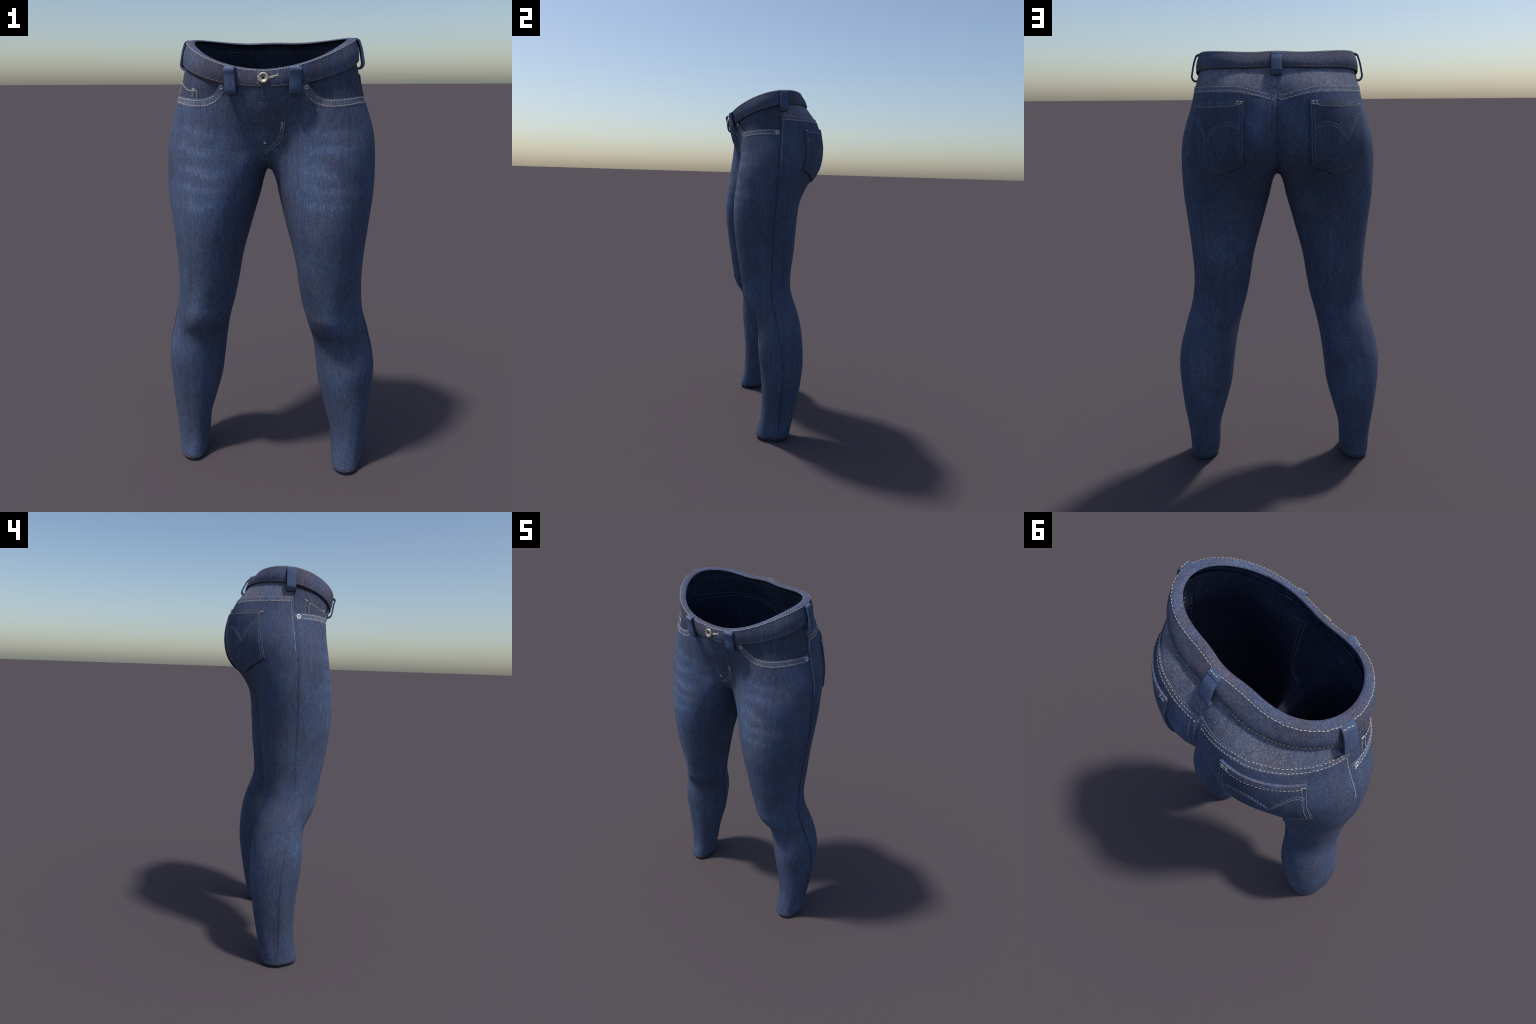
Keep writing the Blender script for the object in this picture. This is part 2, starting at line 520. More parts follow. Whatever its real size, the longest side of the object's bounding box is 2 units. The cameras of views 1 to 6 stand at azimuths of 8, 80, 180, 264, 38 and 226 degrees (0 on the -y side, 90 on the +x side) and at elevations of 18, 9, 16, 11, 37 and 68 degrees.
def back_wash(n):
    """Worn seat beside the centre seam, pale calves and pale thigh backs."""
    X, Y, Z = n.xyz()
    ax = n.math('ABSOLUTE', X)
    wob = n.math('SUBTRACT', n.noise(5.5, (1, 1, 1.0), 2, 0.5, (4, 4, 1)), 0.5)
    axw = n.math('MULTIPLY_ADD', wob, 0.08, ax)
    seat = n.math('MULTIPLY', n.bell(axw, 0.07, 0.035), n.bell(Z, 1.71, 0.07))
    calf = n.math('MULTIPLY', n.bell(axw, 0.37, 0.08), n.bell(Z, 0.52, 0.17))
    thigh = n.math('MULTIPLY', n.bell(axw, 0.27, 0.09), n.bell(Z, 1.15, 0.16))
    t = n.math('MULTIPLY', seat, 0.16)
    t = n.math('MULTIPLY_ADD', calf, 0.12, t)
    return n.math('MULTIPLY_ADD', thigh, 0.08, t)


def plain(name, c0, c1, scale=300, rough=0.75, metal=0.0, bump=0.0):
    n = Nodes(name)
    f = n.noise(scale, detail=3, rough=0.6)
    n.put(n.b.inputs['Base Color'], n.ramp(f, [(0.3, c0), (0.7, c1)]))
    n.b.inputs['Roughness'].default_value = rough
    n.b.inputs['Metallic'].default_value = metal
    if bump:
        n.bump(f, bump, 0.001)
    return n.mat


M_FRONT = denim('denim_front', 0.0, front_wash, 0.45, bias=0.08)
M_BACK = denim('denim_back', 0.0, back_wash, 0.50, bias=0.12)
M_INSIDE_DARKENED = denim('denim_inside_darkened', -0.22, None, 0.3)  # same denim, base colour lowered for the gloom inside the jeans
M_YOKE = denim('denim_yoke', 0.34, None, 0.8, bias=0.65)
M_FLANGE = denim('denim_flange', 0.26, None, 0.9, bias=0.5)
M_FACING = denim('denim_dark_facing', -0.13, None, 0.8)
M_POCKET = denim('denim_pocket', -0.06, None, 0.3)
M_POCKET_HEM_LIGHTENED = denim('denim_pocket_hem_lightened', 0.12, None, 0.8, bias=0.4)  # paler base colour paints the light caught by the pocket's top strip
M_BAND = denim('denim_band', 0.05, None, 0.9, bias=0.45)
M_LOOP = denim('denim_loop', 0.10, None, 0.0, grain=0.6, bias=0.0)
M_HEM = denim('denim_hem', -0.32, None, 0.3)
M_LIGHT = plain('thread_cream', rgb(150, 144, 132), rgb(214, 208, 196))
M_AO_DARKENED = plain('thread_ao_darkened', rgb(78, 70, 68), rgb(126, 114, 104))  # thread colour dulled with the baked occlusion under band and at fly
M_BLUE = plain('thread_faded_blue', rgb(84, 94, 112), rgb(140, 150, 164))
M_METAL = plain('aged_metal', rgb(126, 118, 108), rgb(196, 188, 176), 160, 0.48, 0.55, 0.2)
M_STEEL = plain('steel_rivet', rgb(150, 160, 172), rgb(214, 220, 226), 160, 0.45, 0.5)
M_DARK = plain('dark_hole', rgb(16, 16, 20), rgb(26, 26, 32), 100, 0.6)

# ------------------------------------------------------------------- objects
ROOT = bpy.data.objects.new('jeans', None)
bpy.context.scene.collection.objects.link(ROOT)
ROOT['label'] = 'Dark blue skinny denim jeans with cream stitching, standing empty'
ROOT['category'] = 'jeans'


def make(name, V, F, mat, parent=None, angle=40, stuff=False, lining=None):
    me = bpy.data.meshes.new(name)
    me.from_pydata([tuple(map(float, v)) for v in V], [], [tuple(map(int, f)) for f in F])
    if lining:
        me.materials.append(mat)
        me.materials.append(M_INSIDE_DARKENED)
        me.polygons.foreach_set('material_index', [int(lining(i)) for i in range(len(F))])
    me.validate()
    for p in me.polygons:
        p.use_smooth = True
    if angle is not None:
        me.set_sharp_from_angle(angle=math.radians(angle))
    if not lining:
        me.materials.append(mat)
    ob = bpy.data.objects.new(name, me)
    bpy.context.scene.collection.objects.link(ob)
    ob.parent = parent or ROOT
    if stuff:
        ob['kind'] = 'stuff'
    return ob


def shell(name, V, N, T, outer, thick, mat, parent=None, angle=35):
    """A cloth panel: triangles pushed out by `outer`, with a lining `thick`
    below and closed rims."""
    used, inv = np.unique(T, return_inverse=True)
    t = inv.reshape(-1, 3)
    o = outer[used] if isinstance(outer, np.ndarray) else np.full(len(used), outer)
    A = V[used] + N[used] * o[:, None]
    B = V[used] + N[used] * (o - thick)[:, None]
    n = len(used)
    E = np.concatenate([t[:, [0, 1]], t[:, [1, 2]], t[:, [2, 0]]])
    key = E[:, 0] * n + E[:, 1]
    rim = E[~np.isin(E[:, 1] * n + E[:, 0], key)]
    faces = [tuple(f) for f in t] + [tuple(f[::-1] + n) for f in t]
    faces += [(b, a, a + n, b + n) for a, b in rim]
    m = len(t)
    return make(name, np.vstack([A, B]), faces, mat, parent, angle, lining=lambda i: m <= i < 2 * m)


# ============================================================== cloth panels
V, T = polygonise()
SEAM_W = 0.010
for f in (lambda p: p[:, 2] - HEM_Z, top_field, lambda p: p[:, 0],
          seam_field, lambda p: seam_field(p) - SEAM_W, lambda p: seam_field(p) + SEAM_W,
          yoke_field, lambda p: yoke_field(p) + 0.028, mouth_field, lambda p: mouth_field(p) - 0.030,
          back_pocket_field, pocket_hem_field, fly_field, coin_field,
          lambda p: p[:, 0] + 0.006 + 0 * p[:, 2], lambda p: p[:, 0] - 0.006):
    V, T = cut(V, T, f)
C = V[T].mean(1)
keep = (C[:, 2] > HEM_Z) & (top_field(C) < 0)
T, C = T[keep], C[keep]
area = np.linalg.norm(np.cross(V[T[:, 1]] - V[T[:, 0]], V[T[:, 2]] - V[T[:, 0]]), axis=1)
T, C = T[area > 1e-10], C[area > 1e-10]
N = normals(V)
gs, ms, ys_ = seam_field(C), mouth_field(C), yoke_field(C)
seam_v = np.abs(seam_field(V))
# seams are pressed into the cloth
pucker = 1 + 0.15 * np.sin(V[:, 2] * 2 * np.pi / 0.034 + 2 * np.sin(V[:, 2] * 17))
seam_in = np.clip(1 - seam_v / SEAM_W, 0, 1)
dip = -0.0037 * seam_in * pucker              # front edge sinks into the seam
ridge = 0.0012 * seam_in * pucker             # back edge is the folded, raised side
mid_v = np.abs(V[:, 0])
centre = np.clip(1 - mid_v / 0.006, 0, 1) * ((V[:, 1] > 0) | (V[:, 2] < 1.57))
dip = np.minimum(dip, -0.0036 * centre)
back = np.where(centre > 0, np.minimum(ridge, 0) - 0.0036 * centre, ridge)
THICK = 0.003
for side in (1, -1):
    s = C[:, 0] * side > 0
    shell('front_panel', V, N, T[s & (gs < 0) & (ms > 0.030)], dip, THICK, M_FRONT)
    shell('pocket_binding', V, N, T[s & (gs < 0) & (ms > 0) & (ms < 0.030)], dip + 0.0006, THICK, M_FLANGE)
    shell('back_panel', V, N, T[s & (gs > 0) & (ys_ < -0.028)], back, THICK + 0.0015, M_BACK)
    shell('yoke_flange', V, N, T[s & (gs > 0) & (ys_ < 0) & (ys_ > -0.028)], back + 0.0006, THICK, M_FLANGE)
    shell('yoke', V, N, T[s & (gs > 0) & (ys_ > -0.02)], np.minimum(dip, 0) * 0.6 - 0.0036, 0.0015, M_YOKE)
    shell('pocket_facing', V, N, T[s & (gs < 0) & (ms < 0.02)], np.full(len(V), -0.0040), 0.0015, M_FACING)
    pin, ph_ = back_pocket_field(C) < 0, pocket_hem_field(C)
    pocket = shell('back_pocket', V, N, T[s & (gs > 0) & pin & (ph_ < 0)], np.full(len(V), 0.0078), 0.0088, M_POCKET)
    shell('pocket_hem', V, N, T[s & (gs > 0) & pin & (ph_ > 0)], np.full(len(V), 0.0088), 0.0095, M_POCKET_HEM_LIGHTENED, pocket)
shell('fly', V, N, T[(gs < 0) & (fly_field(C) < 0) & (C[:, 1] < -0.1)], np.full(len(V), 0.0022), 0.003, M_FRONT)
shell('coin_pocket', V, N, T[(gs < 0) & (coin_field(C) < 0) & (ms < 0.004) & (C[:, 0] < 0)], np.full(len(V), -0.0018), 0.0035, M_FACING)


# pocket bags hanging inside behind the front pockets
BAG = [(.160, 1.86), (.160, 1.70), (.185, 1.645), (.235, 1.625), (.300, 1.640), (.345, 1.69), (.385, 1.80), (.385, 1.90)]
for side in (1, -1):
    bag = T[(C[:, 0] * side > 0) & (gs < -0.012) & (polygon_distance(BAG, np.abs(C[:, 0]), C[:, 2]) < 0)]
    shell('pocket_bag', V, N, bag, np.full(len(V), -0.0062), 0.0015, M_FACING)


# ---------------------------------------------------------------------- hems
def leg_ring(z, off, n=96):
    row = np.array([np.interp(z, ZT, RT[:, int(k * NT / n)]) for k in range(n)]) + off
    a = np.arange(n) / n * 2 * np.pi
    return np.stack([np.interp(z, ZT, CXT) + row * np.cos(a), np.interp(z, ZT, CYT) + row * np.sin(a), np.full(n, z)], 1)


def loft(rings, closed=True):
    n = len(rings[0])
    Vv = np.vstack(rings)
    F = []
    m = len(rings)
    for i in range(m if closed else m - 1):
        for j in range(n):
            a, b = i * n + j, i * n + (j + 1) % n
            c, d = ((i + 1) % m) * n + (j + 1) % n, ((i + 1) % m) * n + j
            F.append((a, d, c, b))
    return Vv, F


for side in (1, -1):
    prof = [(.030, .0004), (.024, .0014), (.018, .0012), (.012, -.003), (.005, -.0075), (.0, -.010), (.0, -.014), (.012, -.014), (.034, -.008)]
    Vv, F = loft([leg_ring(z, o) for z, o in prof])
    if side < 0:
        Vv = Vv * [-1, 1, 1]
        F = [f[::-1] for f in F]
    make('hem', Vv, F, M_HEM)

# ---------------------------------------------------------------- waistband
PHI0 = -0.085                     # where the button tab ends (wearer's right)


def lift(phi):
    d = (np.asarray(phi) - PHI0) % (2 * np.pi)
    return 0.0030 * np.clip(1 - d / 0.75, 0, 1)


def band_out(phi):
    """Outward direction in the horizontal plane."""
    e = 0.01
    t = ring(BAND_LOW, np.asarray(phi) + e) - ring(BAND_LOW, np.asarray(phi) - e)
    n = np.stack([-t[..., 1], t[..., 0], 0 * t[..., 0]], -1)
    n /= np.linalg.norm(n, axis=-1, keepdims=True)
    s = np.sign((n * np.stack([np.sin(phi), -np.cos(phi), 0 * np.asarray(phi)], -1)).sum(-1, keepdims=True))
    return n * s


def band_point(phi, t, off=0.0):
    """Point on the outer face: t = 0 top edge .. 1 bottom edge."""
    phi = np.asarray(phi, float)
    t = np.asarray(t, float)
    a, b, o = ring(BAND_TOP, phi), ring(BAND_LOW, phi), band_out(phi)
    bulge = (0.0065 - 0.0025 * np.cos(phi)) * np.sin(np.pi * t ** 1.15) + lift(phi) + off
    if bulge.ndim == 0:
        return a + (b - a) * t + o * bulge
    return a + (b - a) * t[..., None] + o * bulge[..., None]


phis = np.concatenate([[PHI0 + 1e-4], np.linspace(PHI0, PHI0 + 2 * np.pi, 300)[1:-1], [PHI0 + 2 * np.pi - 1e-4]])
o = band_out(phis)
one = np.ones_like(phis)
cols = []
low, top = ring(BAND_LOW, phis), ring(BAND_TOP, phis)
width = 0.0280 - 0.0035 * np.cos(phis) - 0.0037 * np.cos(2 * phis)
inn = top - o * width[:, None] + np.array([0, 0, 1.0]) * (0.003 * np.cos(phis))[:, None]
up = np.array([0, 0, 1.0])
L = lift(phis)[:, None]
cols.append(low - o * 0.012 + up * 0.004)
cols.append(low - o * 0.002 - up * 0.001 + o * L)
for t in (0.02, 0.06, 0.14, 0.26, 0.4, 0.55, 0.7, 0.82, 0.91, 0.97):
    cols.append(band_point(phis, (1 - t) * one))
cols.append(band_point(phis, 0.0 * one) - o * 0.0025 + up * 0.0012)
for k in (0.2, 0.45, 0.7, 0.92):
    cols.append(top * (1 - k) + inn * k + up * (0.0022 * math.sin(math.pi * k)) + o * L * (1 - k))
cols.append(inn - up * 0.0035)
cols.append(inn * 0.6 + top * 0.4 - up * 0.0055)          # under the lip
for t in (0.10, 0.25, 0.5, 0.75, 0.95):                   # lining close behind the outer face
    cols.append(band_point(phis, t * one) - o * 0.0065)
cols = [c for c in cols]
nr, nc_ = len(cols), len(phis)
Vb = np.vstack(cols)
Fb = []
for i in range(nr):
    for j in range(nc_ - 1):
        a, b = i * nc_ + j, i * nc_ + j + 1
        c, d = ((i + 1) % nr) * nc_ + j + 1, ((i + 1) % nr) * nc_ + j
        Fb.append((a, b, c, d))
Fb.append(tuple(i * nc_ for i in range(nr)))
Fb.append(tuple(i * nc_ + nc_ - 1 for i in reversed(range(nr))))
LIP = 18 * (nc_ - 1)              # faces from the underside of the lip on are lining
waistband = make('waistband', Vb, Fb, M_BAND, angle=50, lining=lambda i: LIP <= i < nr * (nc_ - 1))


# --------------------------------------------------------------- belt loops
def find_phi(x=None, y=None, sign=1):
    ph = np.linspace(0, np.pi, 2000) * sign
    P = band_point(ph, 0.5 * np.ones(2000))
    if x is not None:
        k = np.argmin(np.abs(P[:, 0] - x) + 10 * (P[:, 1] > 0))
    else:
        k = np.argmin(np.abs(P[:, 1] - y))
    return ph[k]


def belt_loop(phi, slant=0.0, gap=1.0):
    o = band_out(phi)
    up = np.array([0, 0, 1.0])
    tan = np.cross(o, up)
    a, b = band_point(phi, 0.0), band_point(phi, 1.0)
    down = (b - a) / np.linalg.norm(b - a)
    foot = onto_body([b + down * 0.032])[0]
    path = [a - o * 0.006 - up * 0.0055, a + o * 0.002 - up * 0.0040, a + o * 0.014 * gap - up * 0.010, a + o * 0.0165 * gap - up * 0.015,
            a + (b - a) * 0.5 + o * 0.0175 * gap, b + o * 0.0185 * gap + down * 0.004, b + o * 0.0175 * gap + down * 0.016, b + o * 0.012 * gap + down * 0.026,
            foot + o * 0.005 + down * 0.001, foot - o * 0.004]
    path = spline(path, 44)
    w, th = 0.0215, 0.0032
    prof = [(-w, -th), (-w + .001, -th - .0006), (w - .001, -th - .0006), (w, -th), (w, th), (w - .0015, th + .0008), (0, th + .0004), (-w + .0015, th + .0008), (-w, th)]
    rings = []
    for i, p in enumerate(path):
        d = path[min(i + 1, len(path) - 1)] - path[max(i - 1, 0)]
        d /= np.linalg.norm(d)
        nn = np.cross(tan, d)
        nn /= np.linalg.norm(nn)
        if nn @ o < 0 and 3 < i < 34:
            nn = -nn
        shift = tan * slant * (i / len(path))
        rings.append(np.array([p + shift + tan * u + nn * v for u, v in prof]))
    # keep the frame continuous at the ends
    n = len(prof)
    Vv, F = loft(rings, closed=False)
    F.append(tuple(range(n)))
    F.append(tuple(reversed(range((len(rings) - 1) * n, len(rings) * n))))
    F = [f[::-1] for f in F]
    ob = make('belt_loop', Vv, F, M_LOOP, angle=35)
    # thread at the top bar and bottom bar
    e0 = [rings[4][5] * (1 - k) + rings[4][7] * k for k in np.linspace(0, 1, 5)]
    return ob, rings


loops = [belt_loop(find_phi(x=.1175, sign=1), -0.008, 0.65), belt_loop(find_phi(x=-.1175, sign=-1), 0.008, 0.65),
         belt_loop(find_phi(y=-.010, sign=1)), belt_loop(find_phi(y=-.010, sign=-1)), belt_loop(math.pi)]

# ------------------------------------------------------------------- threads
LENGTH, GAP, RAD = 0.0095, 0.0024, 0.0019


def stitch_run(P, Nn, rad=RAD, length=LENGTH, gap=GAP, jitter=0.0006):
    """Rows of small rounded thread segments lying along a surface line."""
    s = np.r_[0, np.cumsum(np.linalg.norm(np.diff(P, axis=0), axis=1))]
    Vv, F = [], []
    q = gap * 0.5
    at = lambda A, d: np.array([np.interp(d, s, A[:, k]) for k in range(3)])
    while q + length * 0.7 < s[-1]:
        ln = length * RNG.uniform(0.85, 1.1)
        side_j = RNG.normal(0, jitter)
        base = len(Vv)
        n = None
        stations = ((0.0, .35, -.9), (0.14, .85, -.15), (0.5, 1.0, .25), (0.86, .85, -.15), (1.0, .35, -.9))
        for k, (f, r, h) in enumerate(stations):
            d = min(q + f * ln, s[-1])
            p = at(P, d)
            n = at(Nn, d)
            n = n / np.linalg.norm(n)
            tg = at(P, min(d + .003, s[-1])) - at(P, max(d - .003, 0))
            tg /= np.linalg.norm(tg)
            b = np.cross(tg, n)
            b /= np.linalg.norm(b)
            for m in range(6):
                a = m * math.pi / 3
                Vv.append(p + b * (side_j + rad * r * math.cos(a)) + n * (rad * (h * 0.5 + r * math.sin(a) * 0.8)))
        for k in range(4):
            for m in range(6):
                a, c = base + k * 6 + m, base + k * 6 + (m + 1) % 6
                F.append((a, c, c + 6, a + 6))
        F.append(tuple(base + 5 - m for m in range(6)))
        F.append(tuple(base + 24 + m for m in range(6)))
        q += ln + gap
    return Vv, F


class ThreadSet:
    def __init__(self):
        self.V, self.F = [], []

    def run(self, P, Nn, **k):
        v, f = stitch_run(np.asarray(P), np.asarray(Nn), **k)
        b = len(self.V)
        self.V += v
        self.F += [tuple(i + b for i in g) for g in f]

    def on_body(self, pts, off=0.0, n=None, smooth=True, inside=False, front=False, **k):
        pts = np.array(pts, float)
        if smooth:
            ln = np.linalg.norm(np.diff(pts, axis=0), axis=1).sum()
            pts = spline(pts, max(12, int(ln / 0.006)))
        if front:
            pts = from_front(pts)
        P = onto_body(pts, 0.0, 5)
        Nn = normals(P)
        self.run(P + Nn * off, -Nn if inside else Nn, **k)

    def build(self, name, mat):
        if self.V:
            make(name, self.V, self.F, mat, angle=None, stuff=True)


light, ao_darkened, blue, dark_outline = ThreadSet(), ThreadSet(), ThreadSet(), ThreadSet()
flip = lambda pts, s: [(s * x, y, z) for x, y, z in pts]

# rows seen on the inside: yoke seam, seat seam, fly
for s in (1, -1):
    for dz in (-.004, -.026):
        inner = [(s * x, y, float(yoke_line(x)) + dz) for x, y in ((.015, .24), (.08, .235), (.15, .22), (.22, .19), (.28, .15), (.32, .10), (.345, .05), (.355, .0))]
        blue.on_body(inner, -.0056, inside=True, rad=.0015)
    blue.on_body([(s * .012, .255, 1.80), (s * .012, .27, 1.72), (s * .012, .26, 1.64), (s * .012, .2, 1.575), (s * .012, .13, 1.52)], -.0050, inside=True, rad=.0013)
for dx in (0.0, -.013):
    blue.on_body([(.085 + dx, -.262, 1.80), (.080 + dx, -.22, 1.69), (.062 + dx, -.19, 1.613), (.029, -.174, 1.587 - dx * .6), (.002, -.157, 1.567 - dx * .6)], -.0036, inside=True, front=True, rad=.0013)

# band rows
ph = np.linspace(PHI0 + 0.02, PHI0 + 2 * np.pi - 0.005, 700)
light.run(band_point(ph, 0.03 * np.ones(700)), band_out(ph) * 0.8 + np.array([0, 0, .6]), rad=.0014)
ao_darkened.run(band_point(ph, 0.93 * np.ones(700)), band_out(ph))
tt = np.linspace(0.06, 0.96, 30)
light.run(band_point(np.full(30, PHI0 + .022), tt), band_out(np.full(30, PHI0 + .022)), rad=.0013)

# yoke double rows (on the flange of the back panels)
for s in (1, -1):
    x = np.concatenate([np.linspace(.010, .26, 36), np.linspace(.268, .33, 12)])
    for dz, th_ in ((-0.0045, light), (-0.0245, light)):
        start = np.stack([x, np.interp(x, [0, .1, .2, .28, .33], [.25, .24, .21, .16, .09]), yoke_line(x) + dz], 1)
        tail = [(.345, .06, 1.861 + dz), (.352, .02, 1.861 + dz), (.358, -.012, 1.861 + dz)]
        th_.on_body(flip(np.vstack([start[::3], tail]), s))

# centre back: two rows on the wearer's right-hand side of the seam
for x0, x1 in ((.027, .021), (.010, .006)):
    pts = [(x0, .2, 1.905), (x0, .23, 1.86), (x0, .257, 1.81), (x0, .275, 1.74), (x0, .285, 1.69), (x0, .27, 1.645), (x0 * .95, .22, 1.58), (x1, .16, 1.53)]
    blue.on_body(pts[:3], off=-.004, rad=.0012, length=.0065)
    blue.on_body(pts[2:6], rad=.0012, length=.0065)
    ao_darkened.on_body(pts[5:], rad=.0012, length=.0065)

# front pocket mouths: two rows
for s in (1, -1):
    for d in (0.0065, 0.0265):
        m = spline(POCKET_MOUTH, 60)
        tn = np.gradient(m, axis=0)
        tn /= np.linalg.norm(tn, axis=1, keepdims=True)
        r = m + np.stack([tn[:, 1], -tn[:, 0]], 1) * d
        r = r[(r[:, 1] < 1.825) & (r[:, 0] < .38)]
        y = np.interp(r[:, 0], [.15, .2, .25, .3, .34, .36, .38], [-.245, -.225, -.205, -.18, -.14, -.10, -.045])
        P = np.stack([r[:, 0] * s, y, r[:, 1]], 1)
        nlow = 14
        ao_darkened.on_body(P[:nlow:3], rad=.0011)
        light.on_body(np.vstack([P[nlow - 3::4], [(s * .381, -.034, 1.775 - d)]]))

# fly: J shaped double row, edge row, crotch rows
J = [(.085, -.262, 1.83), (.084, -.25, 1.78), (.080, -.22, 1.69), (.074, -.2, 1.651), (.062, -.19, 1.613), (.044, -.18, 1.598), (.029, -.174, 1.587), (.002, -.157, 1.567)]
ao_darkened.on_body(J[:3], .0024, front=True, rad=.0012, length=.006)
light.on_body(J[2:], .0024, front=True, rad=.0012, length=.006)
J2 = [(x - .0125 * min(1, max(.2, (z - 1.55) / .08)), y, z + (.009 if z < 1.62 else 0)) for x, y, z in J]
ao_darkened.on_body(J2[:3], .0024, front=True, rad=.0012, length=.006)
light.on_body(J2[2:], .0024, front=True, rad=.0012, length=.006)
edge = [(-.009, -.27, 1.81), (-.010, -.24, 1.74), (-.010, -.2, 1.66), (-.009, -.175, 1.61), (-.006, -.157, 1.57)]
ao_darkened.on_body(edge, front=True, rad=.0012)
ao_darkened.on_body([(x + .010, y, z) for x, y, z in edge], .0022, front=True, rad=.0010)
for x in (-.006, .009):
    ao_darkened.on_body([(x, -.183, 1.568), (x, -.156, 1.531), (x, -.120, 1.503), (x, -.06, 1.490), (x, .0, 1.489), (x, .06, 1.496)], rad=.0011, length=.006)


def bar_tack(set_, a, b, off, rad=.0022, front=False):
    p = even(np.array([a, b], float), 14)
    set_.on_body(p, off, smooth=False, front=front, rad=rad, gap=0.0,
                 length=float(np.linalg.norm(np.subtract(a, b))) * .62)


bar_tack(light, (.070, -.212, 1.690), (.070, -.212, 1.664), .0028, front=True)
bar_tack(light, (-.004, -.2, 1.609), (.016, -.2, 1.609), .0028, front=True)

# back pockets
pk_in = lambda d: polygon_distance(BACK_POCKET, *d)


def pocket_xyz(s_, z_, side):
    """(s, z) in the pocket plane -> starting point near the body."""
    out = []
    for s1, z1 in zip(s_, z_):
        d = 0.30
        q = np.array([[s1 * CA + dd * SA, -s1 * SA + dd * CA, z1] for dd in np.linspace(.45, .10, 120)])
        f = body(q)
        k = np.argmax(f < 0)
        out.append(q[k] * [side, 1, 1])
    return np.array(out)


def inset(poly, d):
    p = np.array(poly)
    res = []
    for i in range(len(p)):
        a, b, c = p[i - 1], p[i], p[(i + 1) % len(p)]
        e1, e2 = b - a, c - b
        n1 = np.array([e1[1], -e1[0]]) / np.linalg.norm(e1)
        n2 = np.array([e2[1], -e2[0]]) / np.linalg.norm(e2)
        m = n1 + n2
        res.append(b + m * d / max(0.3, (m @ n1)))
    return np.array(res)


PO = 0.0082
for s in (1, -1):
    for d in (0.0055, 0.0165):
        q = inset(BACK_POCKET, d)
        outer_edge, bottom, inner_edge = q[2:5], q[4:7], np.vstack([q[6:], q[:1]])
        for seg, ts, off in ((outer_edge, blue, PO), (bottom, ao_darkened, PO), (inner_edge, blue, PO)):
            e = even(seg, 60)
            ts.on_body(pocket_xyz(e[:, 0], e[:, 1], s), off, smooth=False, rad=.0013, length=.0065)
    rim = np.vstack([even(np.array(BACK_POCKET[4:7]), 70)])
    P = onto_body(pocket_xyz(rim[:, 0], rim[:, 1], s), 0.0, 4)
    dark_outline.run(P + normals(P) * .0045, normals(P), rad=.0032, length=.012, gap=-.004, jitter=0)
    e = spline([(-.036, 1.788), (.0, 1.781), (.064, 1.777), (.14, 1.776), (.208, 1.774)], 60)
    light.on_body(pocket_xyz(e[:, 0], e[:, 1], s), PO, smooth=False, rad=.0012)
    # arcs
    for dz in (0.0, 0.012):
        arc1 = [(.213, 1.715 + dz), (.196, 1.729 + dz), (.172, 1.722 + dz), (.145, 1.690 + dz), (.116, 1.640 + dz)]
        arc2 = [(.112, 1.640 + dz), (.090, 1.668 + dz), (.062, 1.692 + dz), (.030, 1.705 + dz), (.000, 1.705 + dz), (-.034, 1.692 + dz)]
        for arc in (arc1, arc2):
            e = spline(arc, 50)
            blue.on_body(pocket_xyz(e[:, 0], e[:, 1], s), PO, smooth=False, rad=.0015, length=.0065)
    for s0, s1, z0 in ((-.036, -.012, 1.796), (-.036, -.012, 1.788), (.196, .208, 1.782)):
        P2 = pocket_xyz(np.linspace(s0, s1, 8), np.full(8, z0), s)
        light.on_body(P2, PO, smooth=False, rad=.0024, length=abs(s1 - s0) * .62, gap=0)

# side seams: cream row beside the seam on the hip, faded below
side = np.array(SIDE_SEAM)
for s in (1, -1):
    z = np.linspace(1.835, 1.60, 40)
    y = np.interp(z, *side.T) + 0.011
    x = np.interp(z, ZT, CXT + RT[:, 0])
    light.on_body(np.stack([s * x, y, z], 1), smooth=False, rad=.0013, length=.0065)
    z = np.linspace(1.59, 0.05, 240)
    y = np.interp(z, *side.T) + 0.011
    x = np.interp(z, ZT, CXT + RT[:, 0])
    z = np.linspace(1.40, 0.03, 240)
    y = np.interp(z, *np.array(INSEAM).T) - 0.010
    x = np.interp(z, ZT, CXT - RT[:, NT // 2])
    ao_darkened.on_body(np.stack([s * x, y, z], 1), smooth=False, rad=.0010, length=.006)
    # hem row
    P = leg_ring(0.0225, 0.0016, 160)
    P = np.vstack([P, P[:1]]) * [s, 1, 1]
    Nn = P - np.array([s * np.interp(.02, ZT, CXT), np.interp(.02, ZT, CYT), .0225])
    Nn /= np.linalg.norm(Nn, axis=1, keepdims=True)
    ao_darkened.run(P, Nn, rad=.0012)

# coin pocket (wearer's right hip only)
cs = -0.0016
light.on_body([(-.262, -.196, 1.803), (-.283, -.183, 1.802), (-.305, -.163, 1.804), (-.325, -.135, 1.815), (-.346, -.098, 1.833)], cs)
for a, b in (((-.351, -.079, 1.843), (-.366, -.077, 1.782)), ((-.346, -.098, 1.833), (-.360, -.095, 1.780)),
             ((-.284, -.182, 1.803), (-.285, -.187, 1.772)), ((-.265, -.195, 1.803), (-.265, -.2, 1.769))):
    light.on_body(even(np.array([a, b]), 12), cs, smooth=False, rad=.0013, length=.0065)
bar_tack(light, (-.353, -.076, 1.846), (-.342, -.104, 1.834), cs, .0026)
bar_tack(light, (-.288, -.180, 1.808), (-.262, -.197, 1.806), cs, .0026)

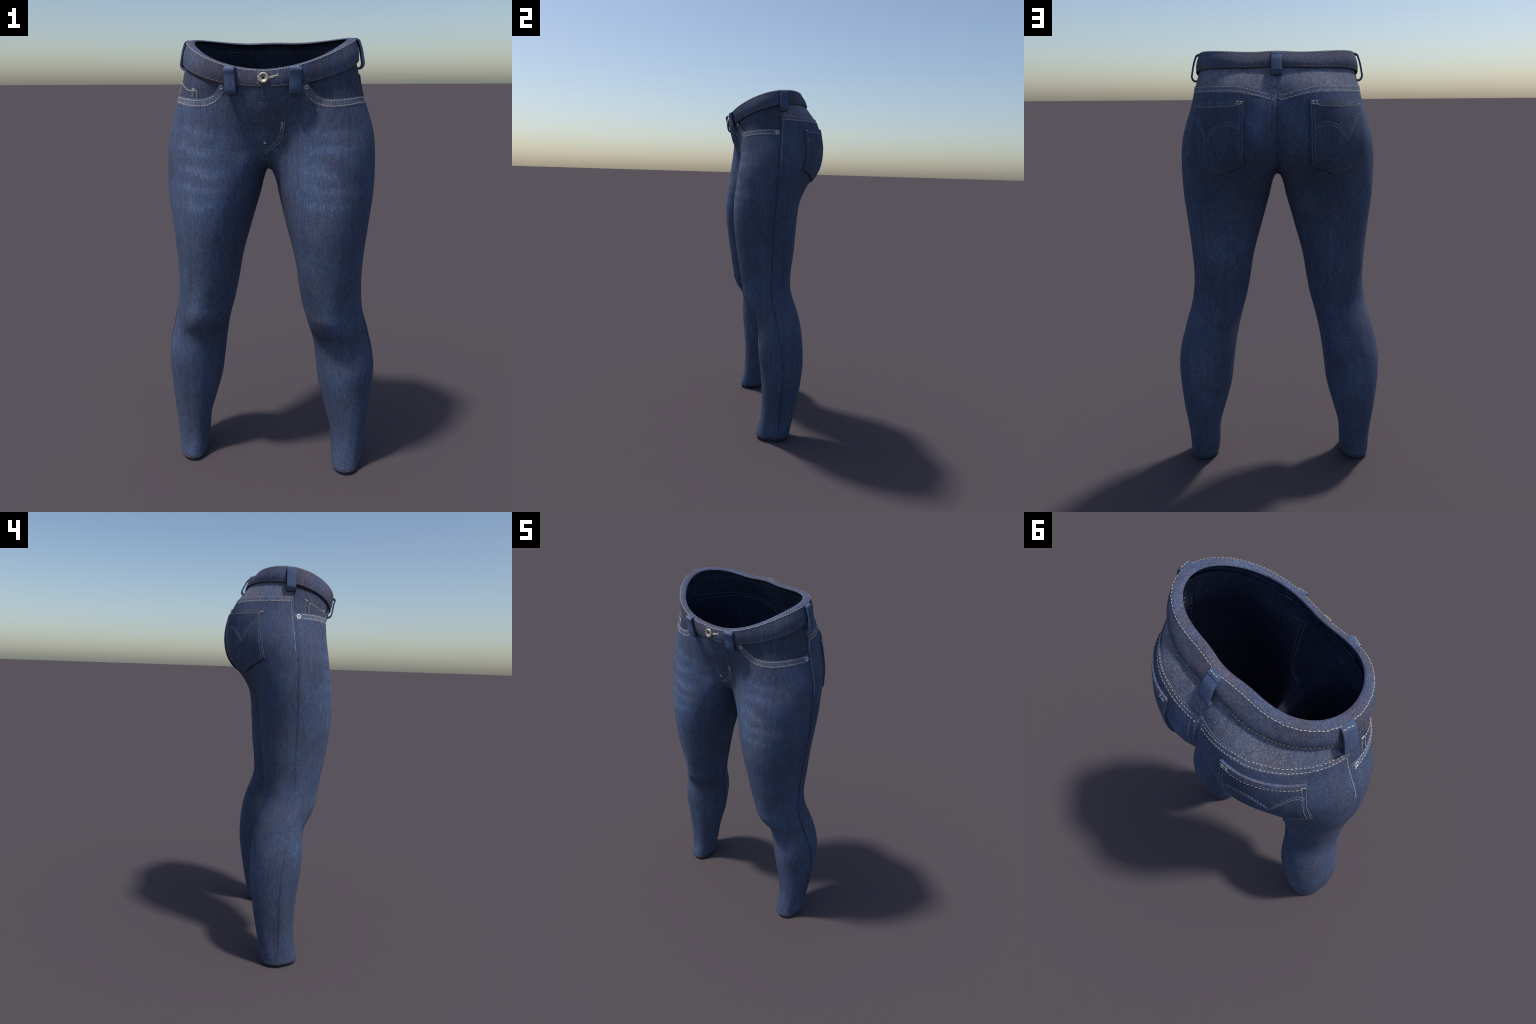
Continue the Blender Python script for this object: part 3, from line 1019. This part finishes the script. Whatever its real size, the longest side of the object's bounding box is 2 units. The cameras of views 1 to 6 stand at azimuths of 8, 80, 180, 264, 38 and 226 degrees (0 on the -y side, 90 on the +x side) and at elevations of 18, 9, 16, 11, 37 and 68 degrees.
# belt loops: cream bar along the folded top, brown bar at the bottom
for ob, rings in loops:
    for i, ts, v in ((5, light, .0002), (37, ao_darkened, .0002)):
        a, b = rings[i][5], rings[i][7]
        P = np.array([a * (1 - k) + b * k for k in np.linspace(0, 1, 10)])
        nn = np.cross(b - a, rings[i + 1][6] - rings[i - 1][6])
        nn /= np.linalg.norm(nn)
        c = rings[i].mean(0)
        if nn @ (rings[i][6] - c) < 0:
            nn = -nn
        ts.run(P + nn * v, np.tile(nn, (10, 1)), rad=.0013)

light.build('cream_stitching', M_LIGHT)
ao_darkened.build('ao_darkened_stitching', M_AO_DARKENED)
blue.build('faded_stitching', M_BLUE)
dark_outline.build('pocket_dark_outline', M_HEM)


# ------------------------------------------------------------------ hardware
def lathe(name, prof, centre, axis, mat, parent=None, n=40, angle=45):
    axis = np.array(axis, float)
    axis /= np.linalg.norm(axis)
    u = np.cross(axis, [0, 0, 1])
    u /= np.linalg.norm(u)
    v = np.cross(axis, u)
    Vv = [np.array(centre) + axis * h + (u * math.cos(a) + v * math.sin(a)) * r
          for r, h in prof for a in np.arange(n) * 2 * math.pi / n]
    F = []
    for i in range(len(prof) - 1):
        for j in range(n):
            F.append((i * n + j, i * n + (j + 1) % n, (i + 1) * n + (j + 1) % n, (i + 1) * n + j))
    F.append(tuple(reversed(range(n))))
    F.append(tuple(range((len(prof) - 1) * n, len(prof) * n)))
    return make(name, Vv, F, mat, parent, angle)


bphi = 0.02
bc = band_point(bphi, 0.47)
bo = band_out(bphi) + np.array([0, 0, .10])
bo /= np.linalg.norm(bo)
button = lathe('button', [(.014, -.004), (.016, .001), (.0195, .002), (.0205, .0040), (.0195, .0068), (.0165, .0086), (.0125, .0082),
                          (.0095, .0060), (.0070, .0045), (.0052, .0041), (.0045, .0010)], bc, bo, M_METAL)
lathe('button_hole', [(.0046, .0), (.0046, .0026), (.001, .0030)], bc, bo, M_DARK, button, 20)


def rivet(pos, scale=1.0, off=0.0):
    p = onto_body([pos])[0]
    n = normals(p[None])[0]
    p = p + n * off
    r = 0.0105 * scale
    ob = lathe('rivet', [(r * .95, -.002), (r, .0012), (r * .93, .0026), (r * .72, .0032), (r * .55, .0022), (r * .48, .0010)], p, n, M_STEEL, n=28)
    lathe('rivet_eye', [(r * .47, -.001), (r * .47, .0012), (r * .3, .0014)], p, n, M_DARK, ob, 18)
    lathe('rivet_pin', [(r * .24, .0), (r * .24, .0022), (r * .12, .0030)], p, n, M_STEEL, ob, 14)


for s in (1, -1):
    rivet((s * .380, -.045, 1.764), 1.05)
    rivet((s * .162, -.243, 1.813), 0.85, -.001)

# keyhole buttonhole: two thread-wrapped lips and a round eye
bh = ThreadSet()
for dt in (-.05, .05):
    p2 = np.linspace(bphi + .085, bphi + .205, 24)
    bh.run(band_point(p2, .47 + dt * np.linspace(1, .35, 24) - .12 * np.linspace(0, 1, 24)), band_out(p2), rad=.0021, length=.0045, gap=-.0012)
an = np.linspace(0, 2 * np.pi, 16)
p3 = bphi + .21 + .013 * np.cos(an)
bh.run(band_point(p3, .35 + .055 * np.sin(an)), band_out(p3), rad=.0016, length=.004, gap=-.001)
bh.build('buttonhole', M_LIGHT)
